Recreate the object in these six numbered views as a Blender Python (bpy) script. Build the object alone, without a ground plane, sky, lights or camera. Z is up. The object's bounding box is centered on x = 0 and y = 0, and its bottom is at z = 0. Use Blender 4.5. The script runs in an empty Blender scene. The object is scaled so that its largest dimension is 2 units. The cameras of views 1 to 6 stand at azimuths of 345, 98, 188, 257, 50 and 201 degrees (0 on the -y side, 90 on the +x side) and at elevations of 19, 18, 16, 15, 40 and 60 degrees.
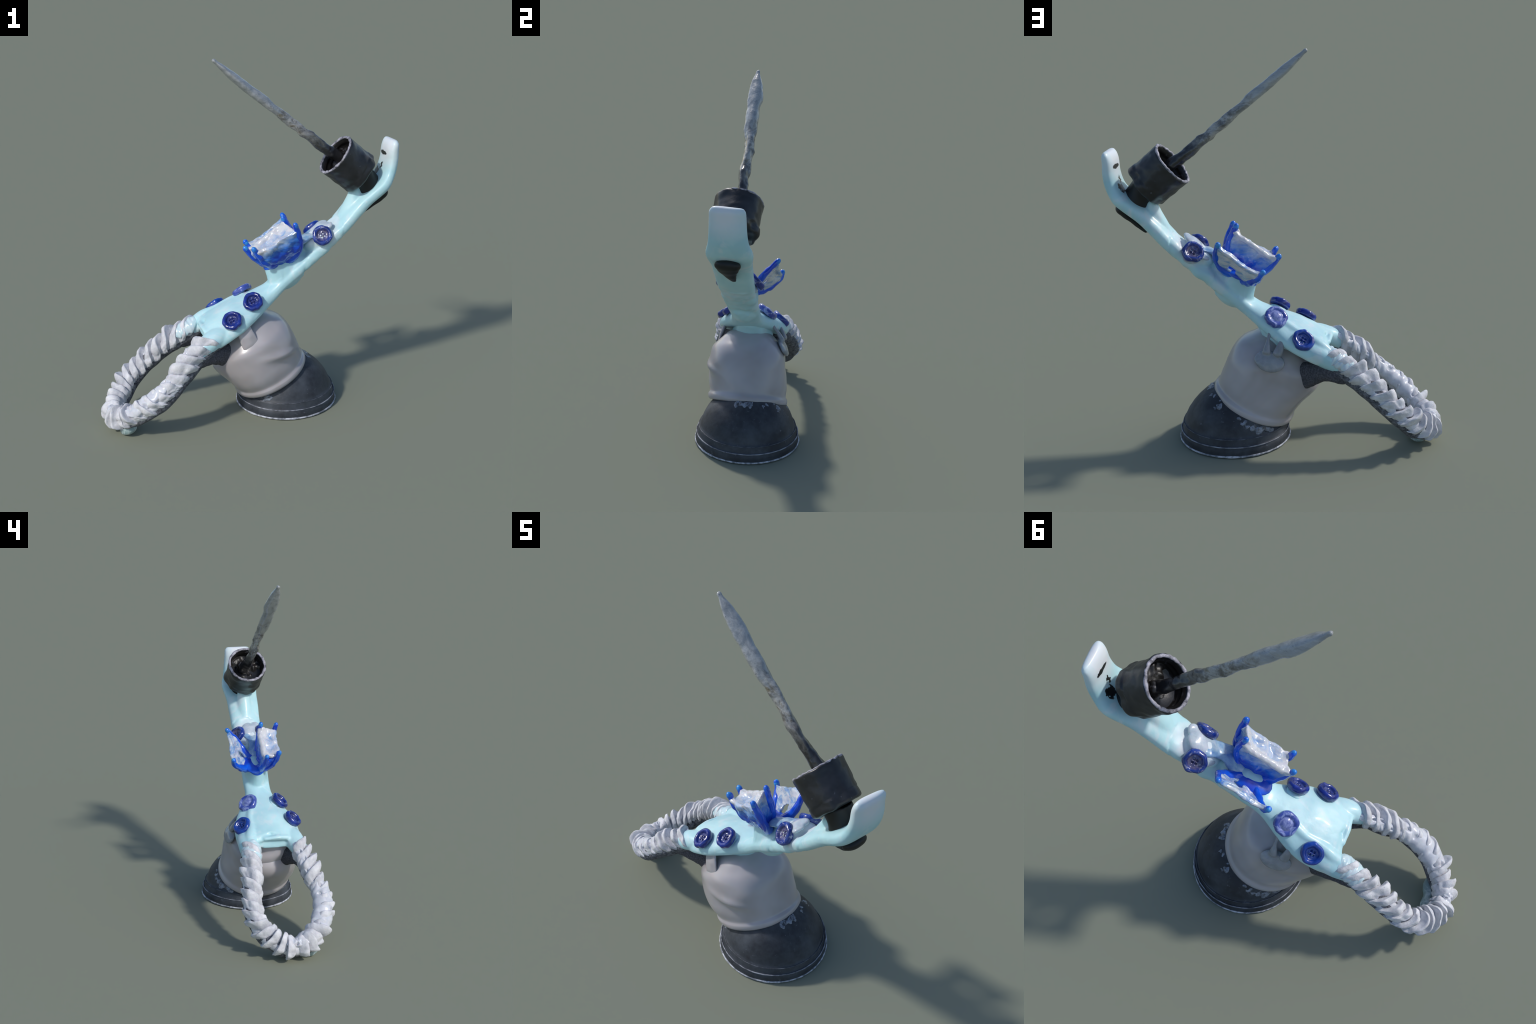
import bpy, bmesh, math, random
import numpy as np
from mathutils import Vector, Matrix, noise

random.seed(7)
YC = -0.012            # symmetry plane of the arm

# ------------------------------------------------------------------ helpers
def V(*a):
    return Vector(a)

def nz(p, s=1.0, seed=0.0):
    return noise.noise(Vector((p[0] * s + seed, p[1] * s + seed * 1.7, p[2] * s - seed)))

def link(ob, parent=None):
    bpy.context.scene.collection.objects.link(ob)
    if parent is not None:
        ob.parent = parent
    return ob

def mesh_obj(name, verts, faces, mat, parent=None, smooth=True):
    me = bpy.data.meshes.new(name)
    me.from_pydata([tuple(v) for v in verts], [], faces)
    bm = bmesh.new(); bm.from_mesh(me)
    bmesh.ops.recalc_face_normals(bm, faces=bm.faces)
    bm.to_mesh(me); bm.free()
    me.polygons.foreach_set("use_smooth", [smooth] * len(me.polygons))
    if mat: me.materials.append(mat)
    return link(bpy.data.objects.new(name, me), parent)

def grid_faces(rows, cols, closed=True, caps=True, base=0):
    f = []
    for i in range(rows - 1):
        for j in range(cols if closed else cols - 1):
            k = (j + 1) % cols
            f.append((base + i * cols + j, base + i * cols + k, base + (i + 1) * cols + k, base + (i + 1) * cols + j))
    if caps and closed:
        f.append(tuple(base + j for j in reversed(range(cols))))
        f.append(tuple(base + (rows - 1) * cols + j for j in range(cols)))
    return f

def catmull(P, n):
    """resample control points (any dimension) to n points along a smooth curve"""
    P = [np.array(p, float) for p in P]
    d = [0.0]
    for a, b in zip(P[:-1], P[1:]):
        d.append(d[-1] + max(np.linalg.norm((b - a)[:3]), 1e-6))
    T = np.linspace(0, d[-1], n); out = []
    for t in T:
        i = min(max(np.searchsorted(d, t) - 1, 0), len(P) - 2)
        h = d[i + 1] - d[i]; u = (t - d[i]) / h
        def tan(k):
            if k == 0: return (P[1] - P[0]) / (d[1] - d[0])
            if k == len(P) - 1: return (P[-1] - P[-2]) / (d[-1] - d[-2])
            return (P[k + 1] - P[k - 1]) / (d[k + 1] - d[k - 1])
        out.append((2*u**3 - 3*u*u + 1) * P[i] + (u**3 - 2*u*u + u) * h * tan(i)
                   + (-2*u**3 + 3*u*u) * P[i + 1] + (u**3 - u*u) * h * tan(i + 1))
    return np.array(out)

def frames(C, up):
    """tangent, side, up vectors along a polyline"""
    T = np.gradient(C, axis=0); T /= np.linalg.norm(T, axis=1)[:, None]
    up = np.array(up, float)
    S = np.cross(T, up); S /= np.linalg.norm(S, axis=1)[:, None]
    U = np.cross(S, T)
    return T, S, U

def superellipse(a, b, e, n):
    pts = []
    for j in range(n):
        t = 2 * math.pi * j / n
        c, s = math.cos(t), math.sin(t)
        pts.append((a * math.copysign(abs(c) ** (2 / e), c), b * math.copysign(abs(s) ** (2 / e), s)))
    return pts

def tube(ctrl, n=24, m=14, up=(0, 0, 1), e=2.0, round_ends=True):
    """ctrl rows: x,y,z,side_radius,up_radius -> verts, faces"""
    R = catmull(ctrl, n); C = R[:, :3]
    T, S, U = frames(C, up)
    vs = []
    rows = list(range(n))
    for i in rows:
        k = 1.0
        if round_ends:
            k = 1.0
        for a, b in superellipse(R[i, 3] * k, R[i, 4] * k, e, m):
            vs.append(C[i] + S[i] * a + U[i] * b)
    if round_ends:
        # extra shrunken rings for domed ends
        def dome(i, sgn):
            out = []
            r = min(R[i, 3], R[i, 4])
            for ang in (30, 60, 80):
                q = math.cos(math.radians(ang)); h = math.sin(math.radians(ang)) * r
                out.append([C[i] + T[i] * sgn * h + S[i] * a + U[i] * b for a, b in superellipse(R[i, 3] * q, R[i, 4] * q, e, m)])
            return out
        s = [v for ring in reversed(dome(0, -1)) for v in ring]
        t = [v for ring in dome(n - 1, 1) for v in ring]
        vs = s + vs + t
        n += 6
    return vs, grid_faces(n, m)

def join_geo(parts):
    vs, fs = [], []
    for v, f in parts:
        b = len(vs); vs += list(v)
        fs += [tuple(i + b for i in q) for q in f]
    return vs, fs

def remeshed(name, parts, voxel, mat, parent, smooth_iter=6, disp=None):
    """union of solid pieces into one smooth skin, modifiers applied"""
    vs, fs = join_geo(parts)
    ob = mesh_obj("tmp_" + name, vs, fs, None)
    m = ob.modifiers.new("r", 'REMESH'); m.mode = 'VOXEL'; m.voxel_size = voxel
    s = ob.modifiers.new("s", 'SMOOTH'); s.iterations = smooth_iter; s.factor = 0.5
    dg = bpy.context.evaluated_depsgraph_get()
    me = bpy.data.meshes.new_from_object(ob.evaluated_get(dg))
    old = ob.data
    bpy.data.objects.remove(ob); bpy.data.meshes.remove(old)
    me.name = name
    if disp:
        nrm = [v.normal.copy() for v in me.vertices]
        for v, n in zip(me.vertices, nrm):
            v.co += n * disp(v.co, n)
    me.polygons.foreach_set("use_smooth", [True] * len(me.polygons))
    me.materials.clear(); me.materials.append(mat)
    return link(bpy.data.objects.new(name, me), parent)

def revolve(profile, n, close=True):
    """profile: list of (r,z); returns verts around z"""
    vs = []
    for r, z in profile:
        for j in range(n):
            t = 2 * math.pi * j / n
            vs.append(np.array((r * math.cos(t), r * math.sin(t), z)))
    return vs, grid_faces(len(profile), n, caps=close)

def frame_from_axis(axis, hint=(0, 1, 0)):
    a = Vector(axis).normalized(); h = Vector(hint)
    x = h.cross(a).normalized(); y = a.cross(x)
    return Matrix((x, y, a)).transposed()

def ellipsoid(c, r, rot=None, n=16, m=20):
    vs = []
    for i in range(n):
        ph = math.pi * (i + 0.5) / n
        for j in range(m):
            t = 2 * math.pi * j / m
            p = Vector((r[0] * math.sin(ph) * math.cos(t), r[1] * math.sin(ph) * math.sin(t), r[2] * math.cos(ph)))
            if rot: p = rot @ p
            vs.append(np.array(Vector(c) + p))
    return vs, grid_faces(n, m)

# ------------------------------------------------------------------ materials
def srgb(r, g, b):
    f = lambda c: (c / 255 / 12.92) if c / 255 <= 0.04045 else ((c / 255 + 0.055) / 1.055) ** 2.4
    return (f(r), f(g), f(b), 1.0)

class Mat:
    def __init__(self, name, rough=0.5, coat=0.0, sss=0.0, spec=0.5):
        self.m = bpy.data.materials.new(name); self.m.use_nodes = True
        self.t = self.m.node_tree; self.b = self.t.nodes["Principled BSDF"]
        self.b.inputs["Roughness"].default_value = rough
        self.b.inputs["Coat Weight"].default_value = coat
        self.b.inputs["Coat Roughness"].default_value = 0.15
        self.b.inputs["Specular IOR Level"].default_value = spec
        if sss:
            self.b.inputs["Subsurface Weight"].default_value = sss
            self.b.inputs["Subsurface Scale"].default_value = 0.02
        tc = self.t.nodes.new("ShaderNodeTexCoord")
        self.co = tc.outputs["Object"]
    def noise(self, scale, detail=4, rough=0.6, dist=0.0, stretch=None):
        n = self.t.nodes.new("ShaderNodeTexNoise")
        n.inputs["Scale"].default_value = scale; n.inputs["Detail"].default_value = detail
        n.inputs["Roughness"].default_value = rough; n.inputs["Distortion"].default_value = dist
        src = self.co
        if stretch:
            mp = self.t.nodes.new("ShaderNodeMapping")
            mp.inputs["Rotation"].default_value = stretch[0]; mp.inputs["Scale"].default_value = stretch[1]
            self.t.links.new(src, mp.inputs[0]); src = mp.outputs[0]
        self.t.links.new(src, n.inputs["Vector"])
        return n.outputs["Fac"]
    def ramp(self, fac, stops):
        r = self.t.nodes.new("ShaderNodeValToRGB")
        el = r.color_ramp.elements
        while len(el) < len(stops): el.new(0.5)
        for e, (p, c) in zip(el, stops):
            e.position = p; e.color = c if not isinstance(c, (int, float)) else (c, c, c, 1)
        self.t.links.new(fac, r.inputs[0]); return r.outputs[0]
    def math(self, op, a, b=None, c=None, clamp=False):
        n = self.t.nodes.new("ShaderNodeMath"); n.operation = op; n.use_clamp = clamp
        for i, v in enumerate((a, b, c)):
            if v is None: continue
            if isinstance(v, (int, float)): n.inputs[i].default_value = v
            else: self.t.links.new(v, n.inputs[i])
        return n.outputs[0]
    def mix(self, fac, a, b):
        n = self.t.nodes.new("ShaderNodeMix"); n.data_type = 'RGBA'
        for s, v in ((n.inputs[0], fac), (n.inputs[6], a), (n.inputs[7], b)):
            if isinstance(v, (int, float)): s.default_value = v
            elif isinstance(v, tuple): s.default_value = v
            else: self.t.links.new(v, s)
        return n.outputs[2]
    def blob(self, centre, radius, jag=0.0, jscale=40, soft=0.3, squash=(1, 1, 1)):
        """1 inside an ellipsoid round centre (object space), jagged by noise"""
        mp = self.t.nodes.new("ShaderNodeMapping"); mp.vector_type = 'POINT'
        mp.inputs["Location"].default_value = tuple(-c * s for c, s in zip(centre, squash))
        mp.inputs["Scale"].default_value = squash
        self.t.links.new(self.co, mp.inputs[0])
        ln = self.t.nodes.new("ShaderNodeVectorMath"); ln.operation = 'LENGTH'
        self.t.links.new(mp.outputs[0], ln.inputs[0])
        d = self.math('DIVIDE', ln.outputs["Value"], radius)
        if jag:
            d = self.math('ADD', d, self.math('MULTIPLY', self.math('SUBTRACT', self.noise(jscale, 3), 0.5), jag))
        mr = self.t.nodes.new("ShaderNodeMapRange"); mr.clamp = True
        mr.inputs[1].default_value = 1.0 + soft; mr.inputs[2].default_value = 1.0 - soft
        self.t.links.new(d, mr.inputs[0]); return mr.outputs[0]
    def color(self, c):
        if isinstance(c, tuple): self.b.inputs["Base Color"].default_value = c
        else: self.t.links.new(c, self.b.inputs["Base Color"])
        return self
    def rough(self, f):
        self.t.links.new(f, self.b.inputs["Roughness"]); return self
    def bump(self, h, strength=0.3, dist=0.01):
        n = self.t.nodes.new("ShaderNodeBump"); n.inputs["Strength"].default_value = strength
        n.inputs["Distance"].default_value = dist
        self.t.links.new(h, n.inputs["Height"]); self.t.links.new(n.outputs[0], self.b.inputs["Normal"]); return self

CYAN = srgb(194, 232, 236); CYAN_PALE = srgb(205, 228, 228); CYAN_DEEP = srgb(174, 217, 225)

# --- cyan plastic of the arm
M = Mat("cyan_plastic", rough=0.45, coat=0.15, sss=0.1)
c = M.mix(M.ramp(M.noise(5, 3), [(0.35, 0.0), (0.65, 1.0)]), CYAN_DEEP, CYAN)
white = M.math('MAXIMUM', M.blob((0.815, YC, 1.47), 0.10, 0.5, 12, 0.5),
               M.blob((0.415, YC, 1.02), 0.10, 0.9, 16, 0.3))
c = M.mix(white, c, srgb(226, 232, 236))
streak = M.ramp(M.noise(10, 4, 0.55, 1.0), [(0.54, 0.0), (0.66, 1.0)])
c = M.mix(M.math('MULTIPLY', streak, 0.6), c, srgb(216, 230, 234))
black = M.math('MAXIMUM', M.blob((0.789, 0.005, 1.427), 0.012, 0.9, 60, 0.05, (0.5, 0.28, 1)),
               M.math('MAXIMUM', M.blob((0.752, 0.03, 1.325), 0.026, 1.6, 55, 0.05, (0.8, 0.9, 0.9)),
                      M.blob((0.772, 0.0, 1.365), 0.012, 2.2, 70, 0.05, (0.8, 0.6, 0.6))))
c = M.mix(black, c, (0.012, 0.013, 0.014, 1))
M.color(c).bump(M.noise(28, 2), 0.12, 0.01); CYAN_MAT = M.m

# --- milky hot glue
M = Mat("milky_glue", rough=0.22, coat=0.5, sss=0.2)
c = M.mix(M.ramp(M.noise(14, 4, 0.6, 0.6), [(0.35, 0.0), (0.65, 1.0)]), srgb(168, 186, 198), srgb(208, 214, 222))
M.color(c).bump(M.noise(40, 2), 0.2, 0.006); GLUE = M.m

M = Mat("clouded_glue", rough=0.25, coat=0.4, sss=0.2)
c = M.mix(M.ramp(M.noise(12, 4, 0.6, 0.8), [(0.3, 0.0), (0.7, 1.0)]), srgb(126, 132, 138), srgb(158, 162, 170))
M.color(c); GLUE_GREY = M.m

# --- glue web between the blue prongs, blue showing through
M = Mat("web_glue", rough=0.2, coat=0.6, sss=0.15)
st = M.noise(11, 5, 0.65, 1.2, ((0, 0.6, 0.2), (0.7, 1.6, 2.2)))
sep = M.t.nodes.new("ShaderNodeSeparateXYZ"); M.t.links.new(M.co, sep.inputs[0])
hgt = M.math('SUBTRACT', M.math('ADD', M.math('MULTIPLY', sep.outputs[0], -0.62), sep.outputs[2]), 0.0)
# distance above the arm along its normal: 0.75 (root) .. 0.98 (rim)
k = M.t.nodes.new("ShaderNodeMapRange"); k.inputs[1].default_value = 0.80; k.inputs[2].default_value = 0.975
M.t.links.new(hgt, k.inputs[0])
f = M.math('ADD', k.outputs[0], M.math('MULTIPLY', M.math('SUBTRACT', st, 0.5), 0.85), clamp=True)
c = M.ramp(f, [(0.14, srgb(12, 72, 200)), (0.36, srgb(48, 122, 218)), (0.58, srgb(138, 170, 212)), (0.82, srgb(210, 211, 216))])
M.color(c).bump(st, 0.3, 0.008); WEB = M.m
M = Mat("streaky_web_glue", rough=0.2, coat=0.6, sss=0.15)
st = M.noise(12, 5, 0.65, 0.8, ((0, 0.6, 0.2), (0.7, 2.6, 2.6)))
M.color(M.ramp(st, [(0.26, srgb(50, 112, 208)), (0.42, srgb(140, 172, 210)), (0.54, srgb(204, 210, 218)), (0.7, srgb(224, 224, 229))])).bump(st, 0.3, 0.008); WEB_EF = M.m

M = Mat("pale_blue_glue", rough=0.25, coat=0.4, sss=0.15)
M.color(M.ramp(M.noise(12, 4, 0.6, 0.8), [(0.3, srgb(84, 128, 190)), (0.5, srgb(140, 176, 206)), (0.7, srgb(196, 212, 222))])); WEB_PALE = M.m

# --- blue prongs
M = Mat("bright_blue_plastic", rough=0.25, coat=0.5)
c = M.mix(M.ramp(M.noise(10, 2), [(0.35, 0.0), (0.7, 1.0)]), srgb(8, 60, 196), srgb(22, 108, 236))
M.color(c); BLUE = M.m
M = Mat("blue_tip", rough=0.25, coat=0.5)
M.color(M.mix(M.ramp(M.noise(20, 2), [(0.35, 0.0), (0.7, 1.0)]), srgb(16, 90, 215), srgb(60, 160, 225))); TIP = M.m

# --- buttons
def button_mat(name, dark, light, centre, smear, amount):
    M = Mat(name, rough=0.22, coat=0.6)
    c = M.mix(M.ramp(M.noise(16, 3, 0.6, 0.5), [(0.35, 0.0), (0.7, 1.0)]), dark, light)
    cen = M.blob((0, 0, 0.0), 0.033, 0.35, 60, 0.12, (1, 1, 0.2))
    c = M.mix(M.math('MULTIPLY', cen, M.ramp(M.noise(55, 3), [(0.4, 0.3), (0.65, 1.0)])), c, centre)
    s = M.ramp(M.noise(24, 4, 0.6, 1.0), [(0.62 - amount, 0.0), (0.70 - amount, 1.0)])
    c = M.mix(M.math('MULTIPLY', s, 0.75), c, smear)
    return M.color(c).bump(M.noise(60, 2), 0.15, 0.004).m
BTN_NAVY = button_mat("navy_button_plastic", srgb(16, 28, 104), srgb(24, 54, 156), srgb(44, 52, 108), srgb(66, 88, 164), -0.02)
BTN_BLUE = button_mat("blue_button_plastic", srgb(12, 40, 120), srgb(20, 74, 176), srgb(34, 62, 136), srgb(60, 110, 180), -0.02)
BTN_WORN = button_mat("worn_button_plastic", srgb(22, 36, 104), srgb(34, 70, 168), srgb(112, 104, 124), srgb(176, 176, 196), 0.05)
BTN_GLUED = button_mat("glued_button_plastic", srgb(46, 64, 150), srgb(80, 100, 180), srgb(150, 160, 208), srgb(150, 164, 214), 0.10)

M = Mat("pale_leg_glue", rough=0.3, coat=0.3, sss=0.15)
M.color(M.mix(M.ramp(M.noise(12, 3), [(0.35, 0.0), (0.7, 1.0)]), srgb(196, 222, 228), srgb(214, 224, 230))); GLUE_LEG = M.m

# --- white cord
M = Mat("white_cord", rough=0.7, sss=0.05, spec=0.3)
hair = M.noise(90, 3, 0.6, 0.3)
c = M.mix(M.ramp(M.noise(18, 4), [(0.3, 0.0), (0.65, 1.0)]), srgb(186, 187, 193), srgb(224, 224, 228))
c = M.mix(M.ramp(M.noise(46, 4, 0.7), [(0.66, 0.0), (0.74, 0.7)]), c, srgb(96, 98, 106))
M.color(c).bump(hair, 0.35, 0.006); CORD = M.m

M = Mat("white_glue_coat", rough=0.35, coat=0.3, sss=0.1)
M.color(M.mix(M.ramp(M.noise(20, 3), [(0.35, 0.0), (0.7, 1.0)]), srgb(196, 199, 208), srgb(224, 225, 231))).bump(M.noise(35, 3), 0.2, 0.006); CORD_GLUE = M.m

M = Mat("baked_shade_grey", rough=0.8, spec=0.2)  # tone of the scan-fill webs, shade baked into the grey
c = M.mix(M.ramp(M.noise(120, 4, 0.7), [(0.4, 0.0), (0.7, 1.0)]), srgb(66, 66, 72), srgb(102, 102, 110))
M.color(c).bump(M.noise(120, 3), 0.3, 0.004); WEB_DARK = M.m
M = Mat("cord_underside_shade", rough=0.8, spec=0.2)  # underside shade of the cord put into the core's colour
c = M.mix(M.ramp(M.noise(60, 4, 0.7), [(0.36, 0.0), (0.66, 1.0)]), srgb(64, 66, 72), srgb(128, 130, 138))
M.color(c).bump(M.noise(120, 3), 0.3, 0.004); CORE = M.m

M = Mat("pale_scan_fill", rough=0.4)  # tone of the scan's fill below the loop tip
c = M.mix(M.ramp(M.noise(18, 4, 0.6, 1), [(0.4, 0.0), (0.6, 1.0)]), srgb(128, 150, 150), srgb(196, 208, 208))
M.color(c); SCAN_FILL = M.m

# --- white plastic cup
M = Mat("milky_white_plastic", rough=0.3, coat=0.35, sss=0.15)
c = M.mix(M.ramp(M.noise(3.5, 3, 0.5, 0.4), [(0.35, 0.0), (0.65, 1.0)]), srgb(165, 160, 162), srgb(187, 183, 188))
M.color(c); CUP = M.m

# --- black rubber foot
M = Mat("black_rubber", rough=0.55, spec=0.4)
c = M.mix(M.ramp(M.noise(7, 5, 0.65), [(0.38, 0.0), (0.72, 1.0)]), srgb(40, 43, 50), srgb(74, 80, 88))
c = M.mix(M.ramp(M.noise(38, 4, 0.7), [(0.64, 0.0), (0.72, 0.6)]), c, srgb(112, 118, 128))
M.color(c).bump(M.noise(90, 3), 0.2, 0.004); RUBBER = M.m
M = Mat("scuffed_edge", rough=0.6)
c = M.mix(M.ramp(M.noise(40, 4), [(0.38, 0.0), (0.6, 1.0)]), srgb(112, 117, 126), srgb(200, 203, 212))
M.color(c); SCUFF = M.m
M = Mat("pale_scuffed_edge", rough=0.6)
M.color(M.mix(M.ramp(M.noise(30, 4), [(0.38, 0.0), (0.62, 1.0)]), srgb(84, 88, 97), srgb(156, 160, 170))); MIDSCUFF = M.m
M = Mat("faint_scuffed_edge", rough=0.6)
c = M.mix(M.ramp(M.noise(30, 4), [(0.4, 0.0), (0.65, 1.0)]), srgb(62, 66, 74), srgb(122, 127, 137))
M.color(c); FAINT = M.m
M = Mat("smeared_glue", rough=0.35, coat=0.3)
c = M.mix(M.ramp(M.noise(46, 4, 0.7), [(0.35, 0.0), (0.6, 1.0)]), srgb(54, 58, 66), srgb(132, 141, 156))
M.color(c).bump(M.noise(60, 3), 0.4, 0.006); SMEAR = M.m

# --- black cap
M = Mat("black_cap_plastic", rough=0.42, coat=0.15)
c = M.mix(M.ramp(M.noise(9, 4, 0.6), [(0.4, 0.0), (0.75, 1.0)]), srgb(26, 27, 30), srgb(48, 50, 56))
c = M.mix(M.ramp(M.noise(45, 3, 0.6), [(0.68, 0.0), (0.74, 0.5)]), c, srgb(100, 104, 116))
M.color(c).bump(M.noise(40, 3), 0.2, 0.006); CAP = M.m
M = Mat("black_cap_inside", rough=0.4)
c = M.mix(M.ramp(M.noise(26, 4, 0.6, 0.6), [(0.6, 0.0), (0.72, 1.0)]), srgb(28, 26, 26), srgb(92, 92, 98))
M.color(c); CAP_IN = M.m
M = Mat("black_lump", rough=0.5)
M.color(M.mix(M.noise(12), srgb(13, 14, 15), srgb(24, 26, 27))); LUMP = M.m
M = Mat("worn_cap_rim", rough=0.5)
c = M.mix(M.ramp(M.noise(36, 4, 0.65), [(0.36, 0.0), (0.62, 1.0)]), srgb(70, 70, 78), srgb(176, 174, 186))
M.color(c); RIM = M.m

# --- smoky spike
M = Mat("smoky_resin", rough=0.28, coat=0.5)
st = M.noise(7, 5, 0.65, 0.8, ((0, math.radians(39), 0), (0.35, 3.0, 3.0)))
c = M.ramp(st, [(0.30, srgb(70, 68, 66)), (0.43, srgb(126, 126, 124)), (0.56, srgb(170, 170, 168)), (0.70, srgb(134, 124, 102))])
tipm = M.blob((-0.05, -0.03, 1.88), 0.24, 0.6, 8, 0.4)
c = M.mix(M.math('MULTIPLY', tipm, 0.55), c, srgb(164, 170, 176))
basem = M.blob((0.52, 0.0, 1.43), 0.20, 1.3, 16, 0.5)
mott = M.ramp(M.noise(22, 4, 0.65), [(0.5, 0.0), (0.62, 1.0)])
low = M.blob((0.36, 0.0, 1.56), 0.30, 0.4, 8, 0.4)
c = M.mix(M.math('MULTIPLY', M.math('MULTIPLY', mott, low), 0.7), c, srgb(62, 56, 48))
c = M.mix(basem, c, srgb(40, 40, 42))
c = M.mix(M.ramp(M.noise(40, 4, 0.7), [(0.64, 0.0), (0.7, 0.6)]), c, srgb(40, 42, 44))
M.color(c).bump(M.noise(45, 3, 0.6), 0.35, 0.008); SPIKE = M.m

# ------------------------------------------------------------------ root
root = bpy.data.objects.new("craft_sculpture", None)
root["label"] = "toy-like sculpture of cyan arm, buttons, rope loop, black foot and spike"
root["category"] = "craft sculpture"
root.location = (0.215, 0.025, 0)
link(root)
bpy.context.view_layer.update()
INV = Matrix.Translation((-0.215, -0.025, 0))

class Root:
    pass
# children keep world coordinates by an inverse parent matrix
def adopt(ob, parent=root):
    ob.parent = parent
    ob.matrix_parent_inverse = INV if parent is root else Matrix()
    return ob

def place(ob, parent=root):
    return adopt(ob, parent)

# ------------------------------------------------------------------ black foot
FC = np.array((0.219, 0.028, 0.0))
prof = [(0.0, 0.004), (0.27, 0.0), (0.286, 0.0), (0.288, 0.006), (0.286, 0.03), (0.283, 0.050), (0.277, 0.055),
        (0.274, 0.060), (0.2725, 0.085), (0.270, 0.090), (0.264, 0.094)]
for i in range(1, 25):
    a = math.radians(18 + 72 * i / 24)
    prof.append((0.278 * math.cos(a), 0.300 * math.sin(a)))
vs, fs = revolve(prof[1:], 96)
out = []
for v in vs:
    d = nz(v, 7, 3) * 0.006 * min(1, max(0, (v[2] - 0.03) * 12)) + nz(v, 30, 5) * 0.0012
    rr = math.hypot(v[0], v[1]) + 1e-6
    out.append(np.array((v[0] * (1 + d / rr), v[1] * (1 + d / rr), max(0.0, v[2] + (d if v[2] > 0.1 else 0)))) + FC)
foot = place(mesh_obj("rubber_foot", out, fs, RUBBER))
def ring_line(r, z, w, name, mat, wob=0.0015):
    n = 128; ctrl = []
    vs = []
    for j in range(n):
        t = 2 * math.pi * j / n
        rad = r + nz((math.cos(t), math.sin(t), z), 9, 1) * wob
        ww = w * (0.75 + 0.6 * abs(nz((math.cos(t), math.sin(t), z), 5, 9)))
        for k in range(8):
            a = 2 * math.pi * k / 8
            vs.append(FC + np.array(((rad + ww * math.cos(a)) * math.cos(t), (rad + ww * math.cos(a)) * math.sin(t), max(0.0003, z + ww * math.sin(a)))))
    f = []
    for j in range(n):
        for k in range(8):
            f.append((j * 8 + k, j * 8 + (k + 1) % 8, ((j + 1) % n) * 8 + (k + 1) % 8, ((j + 1) % n) * 8 + k))
    return place(mesh_obj(name, vs, f, mat), foot)
ring_line(0.287, 0.006, 0.0062, "scuffed_ridge", SCUFF)
ring_line(0.2820, 0.0535, 0.0036, "scuffed_ridge", MIDSCUFF)
ring_line(0.2695, 0.091, 0.0018, "scuffed_ridge", FAINT)

# ------------------------------------------------------------------ milky cup
AX = Vector((-0.425, 0.0, 0.905)).normalized()
CB = Vector((0.128, 0.012, 0.175))
XD = Vector((0.905, 0, 0.425)).normalized(); YD = Vector((0, 1, 0))
cup_prof = [(0.0, 0.190), (0.004, 0.216), (0.012, 0.222), (0.036, 0.221), (0.043, 0.2145), (0.052, 0.212), (0.10, 0.217),
            (0.16, 0.219), (0.22, 0.218), (0.265, 0.211), (0.305, 0.196), (0.34, 0.170), (0.37, 0.145), (0.395, 0.115), (0.405, 0.08)]
P = catmull([(z, r, 0) for z, r in cup_prof], 56)
vs = []; n = 112
for z, r, _ in P:
    for j in range(n):
        t = 2 * math.pi * j / n
        sq = min(1.0, z / 0.2)                         # round rim below, squarish shoulder above
        ee = 2.0 + 0.35 * sq
        ct, st_ = math.cos(t), math.sin(t)
        rr = r / (abs(ct) ** ee + abs(st_) ** ee) ** (1 / ee)
        p = CB + AX * z + XD * (rr * ct) + YD * (rr * st_ - 0.018 * min(1, z / 0.3))
        p -= XD * (0.055 * max(0, -ct) ** 2 * math.exp(-((z - 0.27) / 0.11) ** 2))
        dn = XD * math.cos(t) + YD * math.sin(t)
        h = min(1, max(0, (z - 0.05) * 10))
        d = h * (nz(p, 5.0, 11) * 0.009 + nz(p, 11, 4) * 0.003)
        # crumpled crease on the -y side, dimple beneath it
        ang = math.degrees(t) % 360
        da = (ang - 293) / 25
        crease = math.exp(-((z - 0.185 + 0.04 * da) / 0.022) ** 2) * math.exp(-da * da)
        dent = math.exp(-((z - 0.135 + 0.04 * da) / 0.04) ** 2) * math.exp(-da * da)
        d += 0.014 * crease - 0.007 * dent
        d += 0.022 * math.exp(-((ang - 228) / 38) ** 2) * math.exp(-((z - 0.12) / 0.10) ** 2)
        d += 0.014 * math.exp(-((ang - 260) / 40) ** 2) * math.exp(-((z - 0.18) / 0.10) ** 2)
        # dent on +y side
        db = (ang - 110) / 30
        d -= 0.014 * math.exp(-((z - 0.23) / 0.05) ** 2) * math.exp(-db * db)
        d += 0.012 * math.exp(-((z - 0.30) / 0.04) ** 2) * math.exp(-((ang - 250) / 45) ** 2)
        vs.append(np.array(p + dn * d))
cup = place(mesh_obj("milky_cup", vs, grid_faces(len(P), n), CUP))

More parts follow.
